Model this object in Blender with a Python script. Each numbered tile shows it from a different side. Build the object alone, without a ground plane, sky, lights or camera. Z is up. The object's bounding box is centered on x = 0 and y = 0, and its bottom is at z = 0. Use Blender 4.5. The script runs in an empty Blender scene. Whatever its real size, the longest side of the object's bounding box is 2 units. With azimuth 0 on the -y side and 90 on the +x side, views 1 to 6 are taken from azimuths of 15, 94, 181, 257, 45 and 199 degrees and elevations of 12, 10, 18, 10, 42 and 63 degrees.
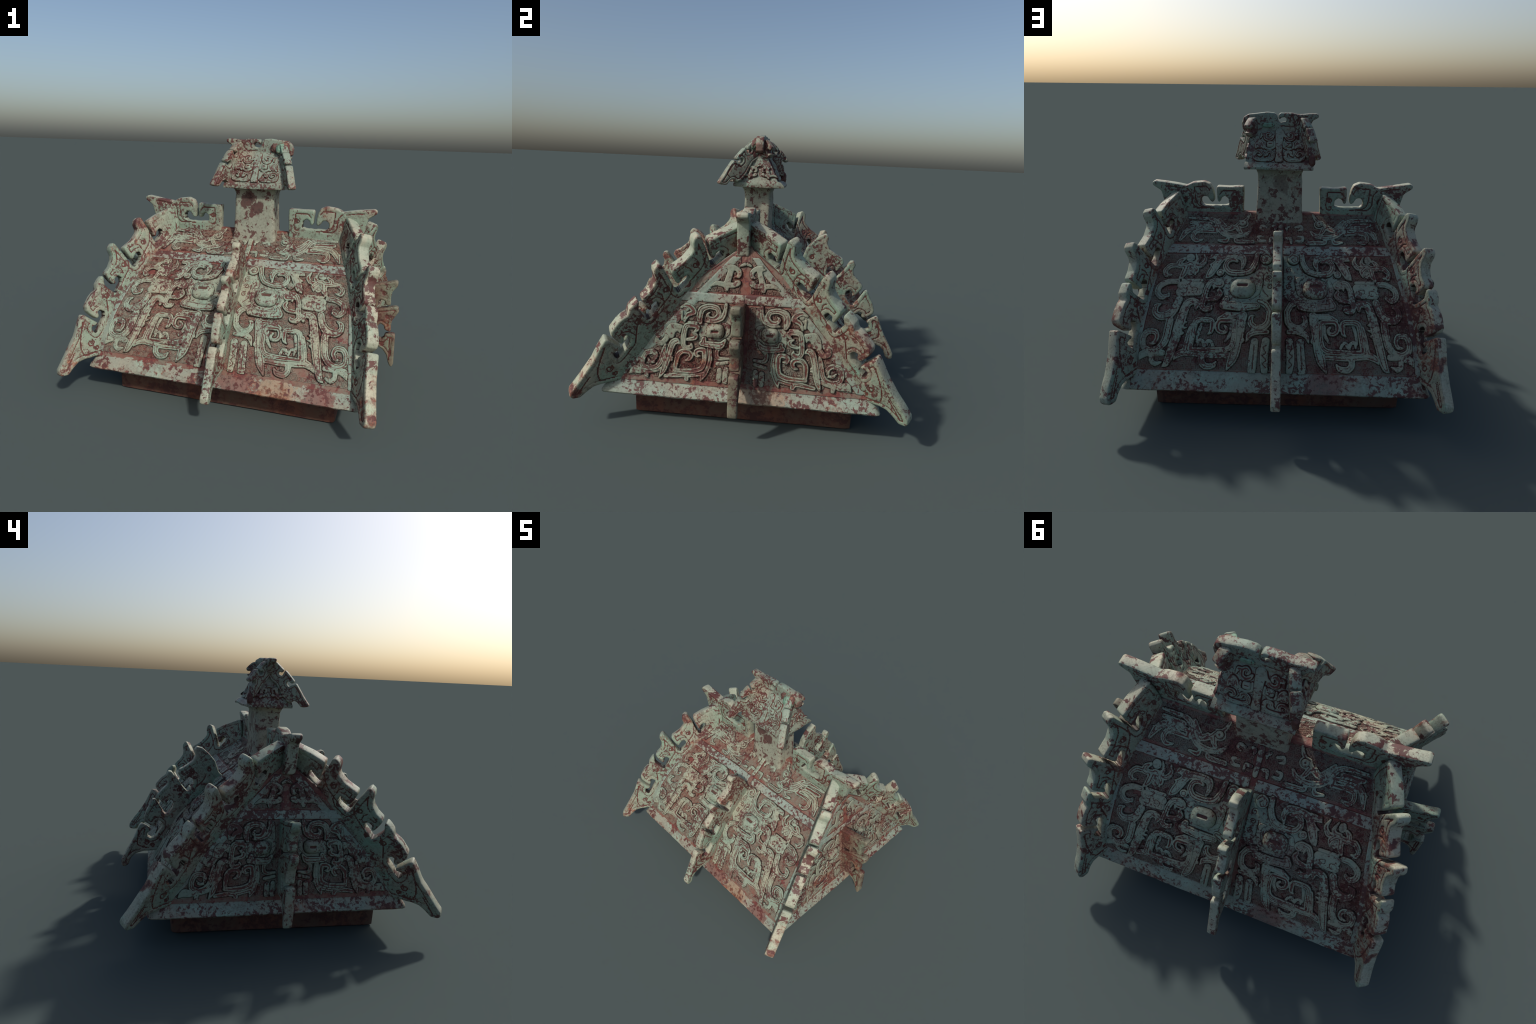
"""Lid of an ancient cast-bronze ritual vessel, shaped like a hipped house roof.

Parts: inner collar, rim, four roof panels carrying masks and dragons in flat relief,
four hip flanges, four face flanges, a split ridge flange, and a stemmed knob which
repeats the roof in miniature.  All relief is built from strokes (spine + widths),
discs and rounded boxes, in millimetres on the developed face (u across, s up the slope).
"""
import bpy, math, random
import numpy as np

random.seed(7)
RNG = np.random.RandomState(7)

# ------------------------------------------------------------------ 2D shapes
def stroke(pts, widths):
    return ('stroke', pts, widths)

def disc(pts, r):
    return ('disc', pts, r)

def poly(pts):
    return ('poly', pts)

def rbox(cx, cy, hw, hh, r):
    return ('rbox', cx, cy, hw, hh, r)

TENSION = .36
WIDEN = [1.0]      # stroke widening used for the cast relief

def catmull(P, n=4):
    P = np.asarray(P, float)
    if len(P) < 3:
        return P
    Q = np.vstack([2 * P[0] - P[1], P, 2 * P[-1] - P[-2]])
    out = []
    for i in range(1, len(Q) - 2):
        a, b, c, d = Q[i - 1], Q[i], Q[i + 1], Q[i + 2]
        for k in range(n):
            t = k / n
            m0, m1 = TENSION * (c - a), TENSION * (d - b)
            out.append((2 * t ** 3 - 3 * t * t + 1) * b + (t ** 3 - 2 * t * t + t) * m0
                       + (3 * t * t - 2 * t ** 3) * c + (t ** 3 - t * t) * m1)
    out.append(P[-1])
    return np.array(out)

def sd_stroke(X, Y, pts, widths):
    n = len(pts)
    w = np.asarray(widths, float)
    if len(w) != n:
        w = np.interp(np.linspace(0, 1, n), np.linspace(0, 1, len(w)), w)
    S = catmull(np.column_stack([np.asarray(pts, float), w]))
    S[:, 2] = np.maximum(S[:, 2], 1.0) * WIDEN[0]
    S *= .001
    best = np.full(X.shape, 9.0)
    for (ax, ay, aw), (bx, by, bw) in zip(S[:-1], S[1:]):
        m = max(aw, bw) / 2 + .03
        x0, x1 = min(ax, bx) - m, max(ax, bx) + m
        y0, y1 = min(ay, by) - m, max(ay, by) + m
        k = (X > x0) & (X < x1) & (Y > y0) & (Y < y1)
        if not k.any():
            continue
        px, py = X[k] - ax, Y[k] - ay
        dx, dy = bx - ax, by - ay
        t = np.clip((px * dx + py * dy) / max(dx * dx + dy * dy, 1e-12), 0, 1)
        d = np.hypot(px - t * dx, py - t * dy) - (aw + t * (bw - aw)) / 2
        best[k] = np.minimum(best[k], d)
    return best

def sd_poly(X, Y, P):
    P = np.asarray(P, float)
    best = np.full(X.shape, 9.0)
    inside = np.zeros(X.shape, bool)
    for (ax, ay), (bx, by) in zip(P, np.roll(P, -1, 0)):
        px, py = X - ax, Y - ay
        dx, dy = bx - ax, by - ay
        t = np.clip((px * dx + py * dy) / max(dx * dx + dy * dy, 1e-12), 0, 1)
        best = np.minimum(best, np.hypot(px - t * dx, py - t * dy))
        c = ((ay > Y) != (by > Y))
        xi = ax + (Y - ay) * dx / (dy if abs(dy) > 1e-12 else 1e-12)
        inside ^= c & (X < xi)
    return np.where(inside, -best, best)

def sd_all(X, Y, prims):
    D = np.full(X.shape, 9.0)
    for p in prims:
        if p[0] == 'stroke':
            d = sd_stroke(X, Y, p[1], p[2])
        elif p[0] == 'disc':
            cx, cy = p[1][0]
            d = np.hypot(X - cx * .001, Y - cy * .001) - p[2] * .001
        elif p[0] == 'poly':
            d = sd_poly(X, Y, np.asarray(p[1], float) * .001)
        else:
            _, cx, cy, hw, hh, r = [v if isinstance(v, str) else v * .001 for v in p]
            qx = np.abs(X - cx) - (hw - r)
            qy = np.abs(Y - cy) - (hh - r)
            d = np.hypot(np.maximum(qx, 0), np.maximum(qy, 0)) + np.minimum(np.maximum(qx, qy), 0) - r
        D = np.minimum(D, d)
    return D

def prim_bounds(prims):
    lo, hi = np.array([1e9, 1e9]), np.array([-1e9, -1e9])
    for p in prims:
        if p[0] == 'stroke':
            P = np.asarray(p[1], float); m = max(p[2]) / 2 + 8
        elif p[0] == 'disc':
            P = np.asarray(p[1], float); m = p[2] + 2
        elif p[0] == 'poly':
            P = np.asarray(p[1], float); m = 2
        else:
            P = np.array([[p[1], p[2]]], float); m = max(p[3], p[4]) + 2
        lo = np.minimum(lo, P.min(0) - m)
        hi = np.maximum(hi, P.max(0) + m)
    return lo * .001, hi * .001

def soften(D, n):
    for _ in range(n):
        E = np.pad(D, 1, mode='edge')
        D = (E[:-2, 1:-1] + E[2:, 1:-1] + E[1:-1, :-2] + E[1:-1, 2:] + 2 * E[1:-1, 1:-1]) / 6
    return D

def wob(x, y, seed, f=1.0):
    """cheap smooth noise about -1..1"""
    r = np.random.RandomState(seed)
    v = 0
    for k in range(4):
        a, b, c = r.uniform(-1, 1, 2).tolist() + [r.uniform(0, 6.28)]
        s = f * (6 + 9 * k)
        v = v + np.sin(a * s * x + b * s * y + c) * (.5 if k else .6)
    return v / 1.6

def contour_mesh(D, X, Y):
    """quads of the grid lying inside D<0, border vertices pulled onto the contour.
    returns pts (n,2), depth (n,), quads (m,4), border directed edges (k,2)"""
    g0, g1 = np.gradient(D, Y[1, 0] - Y[0, 0], X[0, 1] - X[0, 0])
    ny, nx = D.shape
    neg = D < 0
    cell = neg[:-1, :-1] | neg[1:, :-1] | neg[:-1, 1:] | neg[1:, 1:]
    cnt = (neg[:-1, :-1].astype(int) + neg[1:, :-1] + neg[:-1, 1:] + neg[1:, 1:])
    cell &= cnt >= 1
    j, i = np.nonzero(cell)
    q = np.stack([j * nx + i, j * nx + i + 1, (j + 1) * nx + i + 1, (j + 1) * nx + i], 1)
    h = abs(X[0, 1] - X[0, 0])
    gl = np.maximum(g0 ** 2 + g1 ** 2, .3)
    step = np.clip(np.maximum(D, 0), 0, 1.5 * h)
    px = (X - step * g1 / gl).ravel()
    py = (Y - step * g0 / gl).ravel()
    used, inv = np.unique(q, return_inverse=True)
    q = inv.reshape(-1, 4)
    pts = np.stack([px[used], py[used]], 1)
    dep = np.maximum(-D.ravel()[used], 0)
    e = np.concatenate([q[:, [0, 1]], q[:, [1, 2]], q[:, [2, 3]], q[:, [3, 0]]])
    key = np.sort(e, 1)
    _, idx, c = np.unique(key[:, 0] * (len(pts) + 1) + key[:, 1], return_index=True, return_counts=True)
    border = e[idx[c == 1]]
    return pts, dep, q, border

# ------------------------------------------------------------------ roof geometry
ZB, ZT = .27, 1.005
def yf(z):   # half depth of the roof at height z (long faces)
    return np.polyval([0.63926, -1.60426, 0.69852, -0.54506, 0.83445], z)
def xs(z):   # half length of the roof at height z (gable faces)
    return np.polyval([.19657, -.61632, .64923, -.41991, .89201], z)
_zz = np.linspace(ZB, ZT + .02, 300)
_arcs = {}
for _k, _f in (('F', yf), ('G', xs)):
    _arcs[_k] = np.concatenate([[0], np.cumsum(np.hypot(np.diff(_zz), np.diff(_f(_zz))))])

def skew(P):
    """the casting is a little out of square"""
    P = np.array(P, float)
    x, y = P[:, 0].copy(), P[:, 1].copy()
    P[:, 0] = x + .022 * y * np.minimum(np.abs(x), .9) / .85
    k = np.clip((P[:, 2] - .50) / .32, 0, 1)
    P[:, 0] += .029 * k * k * (3 - 2 * k) * np.clip((-x - .5) / .15, 0, 1)     # the west gable leans in
    tw = -.016 + .018 * np.clip((P[:, 2] - .27) / .12, 0, 1)
    P[:, 1] = .005 + y + tw * x * np.minimum(np.abs(y), .8) / .75
    P[:, 1] -= .011 * np.clip((P[:, 2] - .74) / .12, 0, 1) * np.clip(y / .1, 0, 1)
    return P

def face_map(kind, sx, sy):
    f = yf if kind == 'F' else xs
    arc = _arcs[kind]
    def m(u, s, h):
        z = np.interp(s, arc, _zz)
        b = f(z)
        sl = (f(z + 1e-3) - f(z - 1e-3)) / 2e-3
        L = np.hypot(1, sl)
        nb, nz = 1 / L, -sl / L
        if kind == 'F':
            P = np.stack([sx * u, sy * (b + nb * h), z + nz * h], 1)
        else:
            P = np.stack([sx * (b + nb * h), sy * u, z + nz * h], 1)
        return skew(P)
    m.flip = (sx * sy > 0) if kind == 'F' else (sx * sy < 0)
    return m

def new_mesh(name, verts, faces, mats, midx=None, parent=None, smooth=True, angle=38):
    me = bpy.data.meshes.new(name)
    me.from_pydata(np.asarray(verts).tolist(), [], [list(map(int, f)) for f in faces])
    for m in mats:
        me.materials.append(m)
    if midx is not None:
        me.polygons.foreach_set('material_index', np.asarray(midx, dtype=np.int32))
    me.polygons.foreach_set('use_smooth', np.full(len(me.polygons), smooth))
    me.update()
    if smooth:
        me.set_sharp_from_angle(angle=math.radians(angle))
    ob = bpy.data.objects.new(name, me)
    bpy.context.scene.collection.objects.link(ob)
    if parent is not None:
        ob.parent = parent
    return ob

def relief(name, prims, fmap, H, mats, parent, seed, cell=.003, r=.007, dg=.0095, gdep=.0038, gw=.0024,
           engrave=(), dome=False, jitter=.003, edep=.004, lift=0., base=-.0025, widen=1.16, skirt=.006):
    """raise a flat shape off a face: rounded shoulder, sunk line following the edge"""
    lo, hi = prim_bounds(prims)
    X, Y = np.meshgrid(np.arange(lo[0], hi[0] + cell, cell), np.arange(lo[1], hi[1] + cell, cell))
    jx = jitter * wob(X, Y, seed, 1.6)
    jy = jitter * wob(X, Y, seed + 50, 1.6)
    WIDEN[0] = widen
    D = soften(sd_all(X + jx, Y + jy, prims), 2)
    WIDEN[0] = 1.0
    if not (D < 0).any():
        return None
    pts, dep, q, border = contour_mesh(D, X, Y)
    t = np.clip(dep / r, 0, 1)
    h = H * (.66 + .34 * np.sqrt(1 - (1 - t) ** 2))
    if dome:
        R = min(prims[0][3], prims[0][4]) * .001 * .95
        t = np.clip(dep / R, 0, 1)
        h = H * (.30 + .70 * np.sqrt(1 - (1 - t) ** 2))
    g = np.zeros(len(pts))
    if dg:
        g = np.exp(-((dep - dg) / gw) ** 2) * (.85 + .3 * wob(pts[:, 0], pts[:, 1], seed + 9, 4))
        h = h - gdep * g
    if engrave:
        de = sd_all(pts[:, 0], pts[:, 1], engrave)
        ge = 1 / (1 + np.exp((de + .0005) / .0009))
        h = h - edep * ge
        g = np.maximum(g, ge)
    h = h + lift + .0012 * wob(pts[:, 0], pts[:, 1], seed + 3, 5)
    V = fmap(pts[:, 0], pts[:, 1], h)
    n = len(V)
    bv = np.unique(border)
    g1, g0 = np.gradient(D, cell, axis=1), np.gradient(D, cell, axis=0)
    ii = np.clip(((pts[bv, 0] - lo[0]) / cell).round().astype(int), 0, D.shape[1] - 1)
    jj = np.clip(((pts[bv, 1] - lo[1]) / cell).round().astype(int), 0, D.shape[0] - 1)
    N2 = np.stack([g1[jj, ii], g0[jj, ii]], 1)
    N2 = skirt * N2 / np.maximum(np.linalg.norm(N2, axis=1, keepdims=True), .3)
    low = fmap(pts[bv, 0] + N2[:, 0], pts[bv, 1] + N2[:, 1], np.full(len(bv), base))
    remap = np.full(n, -1); remap[bv] = n + np.arange(len(bv))
    walls = np.stack([border[:, 1], border[:, 0], remap[border[:, 0]], remap[border[:, 1]]], 1)
    F = np.concatenate([q, walls])
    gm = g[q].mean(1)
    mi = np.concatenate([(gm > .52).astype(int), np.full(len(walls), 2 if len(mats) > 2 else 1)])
    if fmap.flip:
        F = F[:, ::-1]
    return new_mesh(name, np.concatenate([V, low]), F, mats, mi, parent, angle=50)

def plate(name, outline, T, frame, mats, parent, seed, cell=.0045, blur=2, r=.010, inset=.026, engrave=(),
          flare=None, rough=.002, trim=.0045):
    """a cast flange: both cheeks, rounded edge, sunk line following the edge"""
    O, e1, e2, nn = [np.asarray(v, float) for v in frame]
    P = np.asarray(outline, float)
    lo, hi = P.min(0) - .02, P.max(0) + .02
    X, Y = np.meshgrid(np.arange(lo[0], hi[0], cell), np.arange(lo[1], hi[1], cell))
    jx, jy = .003 * wob(X, Y, seed, 1.5), .003 * wob(X, Y, seed + 7, 1.5)
    D = soften(sd_poly(X + jx, Y + jy, P), blur) + trim
    pts, dep, q, border = contour_mesh(D, X, Y)
    t = np.clip(dep / r, 0, 1)
    half = T / 2 * (.86 + .14 * np.sqrt(1 - (1 - t) ** 2))
    if flare is not None:
        half = half * flare(pts)
    g = np.exp(-((dep - inset) / .0032) ** 2) * np.clip(.75 + .5 * wob(pts[:, 0], pts[:, 1], seed + 2, 2), 0, 1)
    if engrave:
        de = sd_all(pts[:, 0], pts[:, 1], engrave)
        g = np.maximum(g, 1 / (1 + np.exp(de / .0012)))
    n = len(pts)
    verts = []
    for k, sd in enumerate((1, -1)):
        off = half - .0045 * g + rough * .6 * wob(pts[:, 0], pts[:, 1], seed + 20 + k, 3)
        verts.append(O + pts[:, :1] * e1 + pts[:, 1:] * e2 + (sd * off)[:, None] * nn)
    # rounded rim: one extra ring between the cheeks, pushed slightly outwards
    bv = np.unique(border)
    gx = np.gradient(D, cell, axis=1); gy = np.gradient(D, cell, axis=0)
    ii = np.clip(((pts[bv, 0] - lo[0]) / cell).round().astype(int), 0, D.shape[1] - 1)
    jj = np.clip(((pts[bv, 1] - lo[1]) / cell).round().astype(int), 0, D.shape[0] - 1)
    N2 = np.stack([gx[jj, ii], gy[jj, ii]], 1)
    N2 /= np.maximum(np.linalg.norm(N2, axis=1, keepdims=True), .2)
    rings = []
    for fr, ou in ((.70, .0022), (-.70, .0022)):
        p2 = pts[bv] + ou * N2
        rings.append(O + p2[:, :1] * e1 + p2[:, 1:] * e2 + (fr * half[bv])[:, None] * nn)
    V = np.concatenate(verts + rings)
    rm = np.full(n, -1); rm[bv] = np.arange(len(bv))
    a, b = border[:, 0], border[:, 1]
    ra, rb = rm[a] + 2 * n, rm[b] + 2 * n
    sa, sb = ra + len(bv), rb + len(bv)
    F = np.concatenate([q, q[:, ::-1] + n,
                        np.stack([b, a, ra, rb], 1), np.stack([rb, ra, sa, sb], 1), np.stack([sb, sa, a + n, b + n], 1)])
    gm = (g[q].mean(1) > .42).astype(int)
    B = soften(D, 50)  # walls deep in notches and holes are coloured dark for ambient occlusion
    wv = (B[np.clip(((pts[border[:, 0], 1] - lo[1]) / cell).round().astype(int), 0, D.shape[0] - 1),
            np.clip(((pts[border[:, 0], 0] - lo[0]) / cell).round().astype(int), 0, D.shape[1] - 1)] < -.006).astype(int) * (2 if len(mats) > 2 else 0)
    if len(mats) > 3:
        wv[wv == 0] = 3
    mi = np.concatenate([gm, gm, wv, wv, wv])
    if np.dot(np.cross(e1, e2), nn) < 0:
        F = F[:, ::-1]
    return new_mesh(name, V, F, mats, mi, parent, angle=55)

def rect_loft(name, rings, mats, parent, nseg=24, cap_top=True, cap_bot=True, seed=0, amp=.0012, corner=.0, angle=38, warp=True):
    """rings: (x0,x1,y0,y1,z) from bottom to top"""
    V = []
    for (x0, x1, y0, y1, z) in rings:
        t = np.linspace(0, 1, nseg, endpoint=False)
        ring = np.concatenate([
            np.stack([x0 + (x1 - x0) * t, np.full(nseg, y0)], 1),
            np.stack([np.full(nseg, x1), y0 + (y1 - y0) * t], 1),
            np.stack([x1 + (x0 - x1) * t, np.full(nseg, y1)], 1),
            np.stack([np.full(nseg, x0), y1 + (y0 - y1) * t], 1)])
        if corner:
            c = np.array([(x0 + x1) / 2, (y0 + y1) / 2]); hw = np.array([(x1 - x0) / 2, (y1 - y0) / 2])
            d = ring - c
            over = np.minimum(hw[0] - np.abs(d[:, 0]), 9), np.minimum(hw[1] - np.abs(d[:, 1]), 9)
            pull = np.clip(corner - (over[0] + over[1]), 0, corner) * .35
            ring = ring - np.sign(d) * pull[:, None]
        zc = z + amp * wob(ring[:, 0], ring[:, 1], seed + 1, 2)
        k = 1 + amp * wob(ring[:, 0] + z, ring[:, 1] + 3 * z, seed + 2, 4)
        V.append(np.column_stack([ring * k[:, None], zc]))
    m = 4 * nseg
    F = []
    for r in range(len(rings) - 1):
        i = np.arange(m); j = (i + 1) % m
        F.append(np.stack([r * m + i, r * m + j, (r + 1) * m + j, (r + 1) * m + i], 1))
    F = np.concatenate(F).tolist()
    if cap_bot:
        F.append(list(range(m - 1, -1, -1)))
    if cap_top:
        F.append(list(range((len(rings) - 1) * m, len(rings) * m)))
    V = np.concatenate(V)
    if warp:
        V = skew(V)
    return new_mesh(name, V, F, mats, None, parent, angle=angle)

# ------------------------------------------------------------------ materials
def patina(name, pale=(.42, .50, .41), warm=(.50, .46, .35), mint=(.27, .46, .36), maroon=(.066, .022, .020),
           brick=(.20, .062, .04), orange=(.31, .115, .055), red=.40, fleck=.36, earth=.0, mintk=.35, rough=.55,
           bump=.25, dark=.0, spots=(), grain=1.0, fscale=30., grime=.55):
    """red: share of broad reddish cuprite patches, fleck: share of crisp dark flecks, earth: brown film"""
    mt = bpy.data.materials.new(name)
    mt.use_nodes = True
    nt = mt.node_tree
    nt.nodes.clear()
    N = lambda t: nt.nodes.new(t)
    L = lambda a, b: nt.links.new(a, b)
    out = N('ShaderNodeOutputMaterial'); bs = N('ShaderNodeBsdfPrincipled')
    L(bs.outputs[0], out.inputs[0])
    tc = N('ShaderNodeTexCoord')
    def noise(scale, det=5., ro=.6, dist=0., off=0.):
        mp = N('ShaderNodeMapping'); mp.inputs['Location'].default_value = (off, off * 1.7, -off)
        L(tc.outputs['Object'], mp.inputs[0])
        n = N('ShaderNodeTexNoise'); n.inputs['Scale'].default_value = scale
        n.inputs['Detail'].default_value = det; n.inputs['Roughness'].default_value = ro
        n.inputs['Distortion'].default_value = dist
        L(mp.outputs[0], n.inputs[0])
        return n.outputs[0]
    def math_(op, a, b=None, clamp=False):
        m = N('ShaderNodeMath'); m.operation = op; m.use_clamp = clamp
        for k, v in enumerate((a, b)):
            if v is None: continue
            if isinstance(v, (int, float)): m.inputs[k].default_value = v
            else: L(v, m.inputs[k])
        return m.outputs[0]
    def ramp(v, lo, hi):
        m = N('ShaderNodeMapRange'); m.interpolation_type = 'SMOOTHSTEP'
        m.inputs['From Min'].default_value = lo; m.inputs['From Max'].default_value = hi
        L(v, m.inputs[0])
        return m.outputs[0]
    def mix(f, a, b):
        m = N('ShaderNodeMix'); m.data_type = 'RGBA'
        if isinstance(f, (int, float)): m.inputs[0].default_value = f
        else: L(f, m.inputs[0])
        for k, v in ((6, a), (7, b)):
            if isinstance(v, tuple): m.inputs[k].default_value = (*v, 1)
            else: L(v, m.inputs[k])
        return m.outputs[2]
    big = noise(3.2, 4, .55, .3, 1.3)
    mid = noise(9., 6, .62, .5, 4.1)
    fine = noise(fscale, 6, .66, .3, 8.2)
    grit = noise(95., 4, .6, 0, 2.7)
    # pale corrosion skin, from cream to celadon with mint pools
    col = mix(ramp(big, .38, .62), pale, warm)
    col = mix(math_('MULTIPLY', ramp(noise(6., 5, .6, .6, 12.), .50, .72), mintk), col, mint)
    col = mix(math_('MULTIPLY', ramp(grit, .40, .75), .25 * grain), col, tuple(c * .55 for c in pale))
    # thin brown grime film, uneven
    gr = ramp(math_('ADD', math_('MULTIPLY', noise(15., 6, .68, .6, 17.), .6), math_('MULTIPLY', grit, .4)), .47, .66)
    col = mix(math_('MULTIPLY', gr, grime), col, (.085, .062, .045))
    # broad reddish patches
    v = math_('ADD', math_('MULTIPLY', big, .30), math_('ADD', math_('MULTIPLY', mid, .36), math_('MULTIPLY', fine, .34)))
    th = .60 - .22 * red
    redc = mix(ramp(grit, .35, .65), maroon, brick)
    redc = mix(math_('MULTIPLY', ramp(noise(13., 5, .6, .4, 21.), .54, .70), .8), redc, orange)
    col = mix(math_('MULTIPLY', ramp(v, th - .01, th + .055), .9), col, redc)
    # crisp dark flecks
    w = math_('ADD', math_('MULTIPLY', mid, .34), math_('MULTIPLY', fine, .66))
    w = math_('ADD', w, math_('MULTIPLY', math_('SUBTRACT', noise(5., 3, .5, .4, 44.), .5), .30))
    tf = .64 - .22 * fleck
    col = mix(math_('MULTIPLY', ramp(w, tf, tf + .018), .92), col, mix(ramp(fine, .4, .7), maroon, tuple(c * 1.4 for c in maroon)))
    if earth:
        col = mix(math_('MULTIPLY', ramp(noise(17., 5, .65, .3, 31.), .30, .62), earth), col, brick)
    for (px, py, pz, rad, sc, k) in spots:
        vm = N('ShaderNodeVectorMath'); vm.operation = 'DISTANCE'
        L(tc.outputs['Object'], vm.inputs[0]); vm.inputs[1].default_value = (px, py, pz)
        dd = math_('ADD', vm.outputs['Value'], math_('MULTIPLY', math_('SUBTRACT', mid, .5), rad * 2.6))
        dd = math_('ADD', dd, math_('MULTIPLY', math_('SUBTRACT', fine, .5), rad * 1.5))
        mr = ramp(dd, rad * 1.05, rad * .85)
        col = mix(math_('MULTIPLY', mr, k), col, mix(ramp(fine, .42, .62), sc, tuple(c * .45 for c in sc)))
    if dark:
        col = mix(dark, col, (.03, .012, .008))
    L(col, bs.inputs['Base Color'])
    L(math_('ADD', rough - .06, math_('MULTIPLY', fine, .25)), bs.inputs['Roughness'])
    bs.inputs['Specular IOR Level'].default_value = .40
    bp = N('ShaderNodeBump'); bp.inputs['Strength'].default_value = bump; bp.inputs['Distance'].default_value = .006
    hh = math_('ADD', math_('MULTIPLY', fine, .6), math_('MULTIPLY', grit, .4))
    hh = math_('ADD', hh, math_('MULTIPLY', ramp(w, tf, tf + .02), -.25))
    L(hh, bp.inputs['Height']); L(bp.outputs[0], bs.inputs['Normal'])
    return mt

ORANGE = (.30, .11, .035)
RED = (.15, .035, .03)
GREEN = (.16, .32, .22)
M_RELIEF = patina('celadon_relief', pale=(.225, .285, .22), warm=(.28, .28, .20), mint=(.185, .31, .235), red=.25, fleck=.47, mintk=.55, fscale=66,
                  spots=[(.30, -.72, .30, .09, RED, .7), (-.30, .50, .60, .08, RED, .4)], grime=.75)
M_GABLE = patina('weathered_gable_relief', pale=(.20, .245, .185), warm=(.235, .23, .17), mint=(.17, .26, .20), red=.34, fleck=.50, mintk=.35, fscale=62, grime=.75)
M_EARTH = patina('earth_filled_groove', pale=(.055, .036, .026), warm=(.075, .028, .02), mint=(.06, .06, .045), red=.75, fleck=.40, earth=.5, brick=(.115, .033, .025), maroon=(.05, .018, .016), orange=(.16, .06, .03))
M_WALL = patina('dark_brown_edge', pale=(.038, .03, .023), warm=(.038, .022, .017), mint=(.035, .04, .032), brick=(.045, .019, .014), maroon=(.026, .012, .011), orange=(.09, .036, .02), red=.5, fleck=.40, earth=.2)  # very dark brown, used for the outline around the relief and the walls inside the flange notches
M_GROUND = patina('cuprite_ground', pale=(.17, .165, .125), warm=(.16, .09, .063), mint=(.12, .17, .13), brick=(.185, .046, .033), orange=(.26, .085, .045), red=.46, fleck=.46, earth=.5, bump=.35, fscale=44, maroon=(.072, .021, .022))
M_LEI = patina('worn_thunder_lines', pale=(.22, .235, .185), warm=(.24, .17, .125), mint=(.15, .21, .165), red=.28, fleck=.42, earth=.25, bump=.2, fscale=44, brick=(.175, .05, .038))
M_BAND = patina('smooth_pale_band', pale=(.23, .28, .235), warm=(.275, .275, .215), red=.36, fleck=.56, mintk=.3, fscale=48, grime=.45)
M_BORDER = patina('worn_border', pale=(.19, .245, .20), warm=(.24, .245, .19), red=.38, fleck=.50, mintk=.3)
M_FLANGE = patina('flange_patina', pale=(.20, .26, .195), warm=(.265, .255, .19), mint=(.17, .285, .21), red=.38, fleck=.45, mintk=.8, bump=.3, fscale=52, grime=.75)
M_EDGE = patina('sun_lightened_flange_edge', pale=(.27, .31, .24), warm=(.37, .35, .26), mint=(.22, .36, .27), red=.34, fleck=.45, mintk=.5, bump=.3, fscale=18, grime=.5)  # lighter and warmer than the cheeks: sunlight on flange tops tinted in
M_STEM = patina('stem_patina', pale=(.25, .265, .205), warm=(.28, .265, .20), red=.20, fleck=.46, mintk=.2,
                spots=[(-.03, -.11, 1.22, .05, (.075, .026, .024), .9), (.02, -.11, 1.17, .045, (.075, .026, .024), .9), (.0, .09, 1.2, .05, (.075, .026, .024), .5)])
M_RIM = patina('rim_patina', pale=(.225, .265, .215), warm=(.27, .26, .20), red=.42, fleck=.52, mintk=.4,
               spots=[(.35, -.76, .23, .10, ORANGE, .38), (.10, -.75, .24, .10, RED, .7), (.60, -.76, .23, .08, RED, .7),
                      (-.25, .78, .24, .10, RED, .6), (.84, .10, .22, .14, (.34, .19, .11), .5)], fscale=44)
M_COLLAR = patina('rusty_collar', pale=(.075, .036, .024), warm=(.11, .036, .02), mint=(.09, .08, .055), maroon=(.035, .012, .010),
                  brick=(.075, .022, .016), orange=(.13, .045, .018), red=.55, fleck=.34, mintk=.25, rough=.6)
M_KNOB = patina('knob_patina', pale=(.19, .235, .185), warm=(.24, .235, .175), red=.36, fleck=.50, spots=[(.17, -.05, 1.56, .05, GREEN, .6), (.25, 0, 1.5, .06, RED, .6)], fscale=60)
M_CRUST = patina('malachite_crust', pale=(.15, .27, .19), warm=(.20, .30, .22), mint=(.10, .23, .16), red=.52, fleck=.50, bump=.8)
M_SCAB = patina('maroon_crust', pale=(.12, .06, .05), warm=(.10, .045, .035), mint=(.16, .22, .17), red=.5, fleck=.44, mintk=.5, bump=.8)

# ------------------------------------------------------------------ relief designs (mm)
# FACE: half mask of the long faces; u from the centre line, s up the slope from the rim.
# GABLE: the same mask squeezed into the gable.

FACE = {}
FACE['horn_scroll'] = [
    disc([(81,665)],36),
]
FACE['horn'] = [
    stroke([(132,697),(141,636),(172,585),(229,568),(286,572),(313,607),(304,645),(274,658),(249,647)],[22,26,28,28,28,26,24,22,14]),
    stroke([(222,592),(211,638),(226,674),(288,681),(341,665),(373,614),(399,561),(420,535)],[10,26,32,30,34,40,34,6]),
    poly([(342,694),(407,691),(419,661),(377,657),(383,641),(416,621),(389,607),(407,588),(422,538),(371,566),(349,624)]),
    disc([(341,570)],22),
]
FACE['eye'] = [
    rbox(207,474,70,57,48),
]
FACE['eye_socket'] = [
    stroke([(135,548),(109,537),(107,498),(121,448),(154,417)],[10,22,20,20,12]),
    stroke([(248,542),(285,528),(303,477),(293,432)],[10,18,22,14]),
]
FACE['jaw'] = [
    stroke([(124,370),(210,365),(306,374)],[34,40,40]),
    stroke([(295,408),(309,374)],[28,34]),
]
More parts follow.
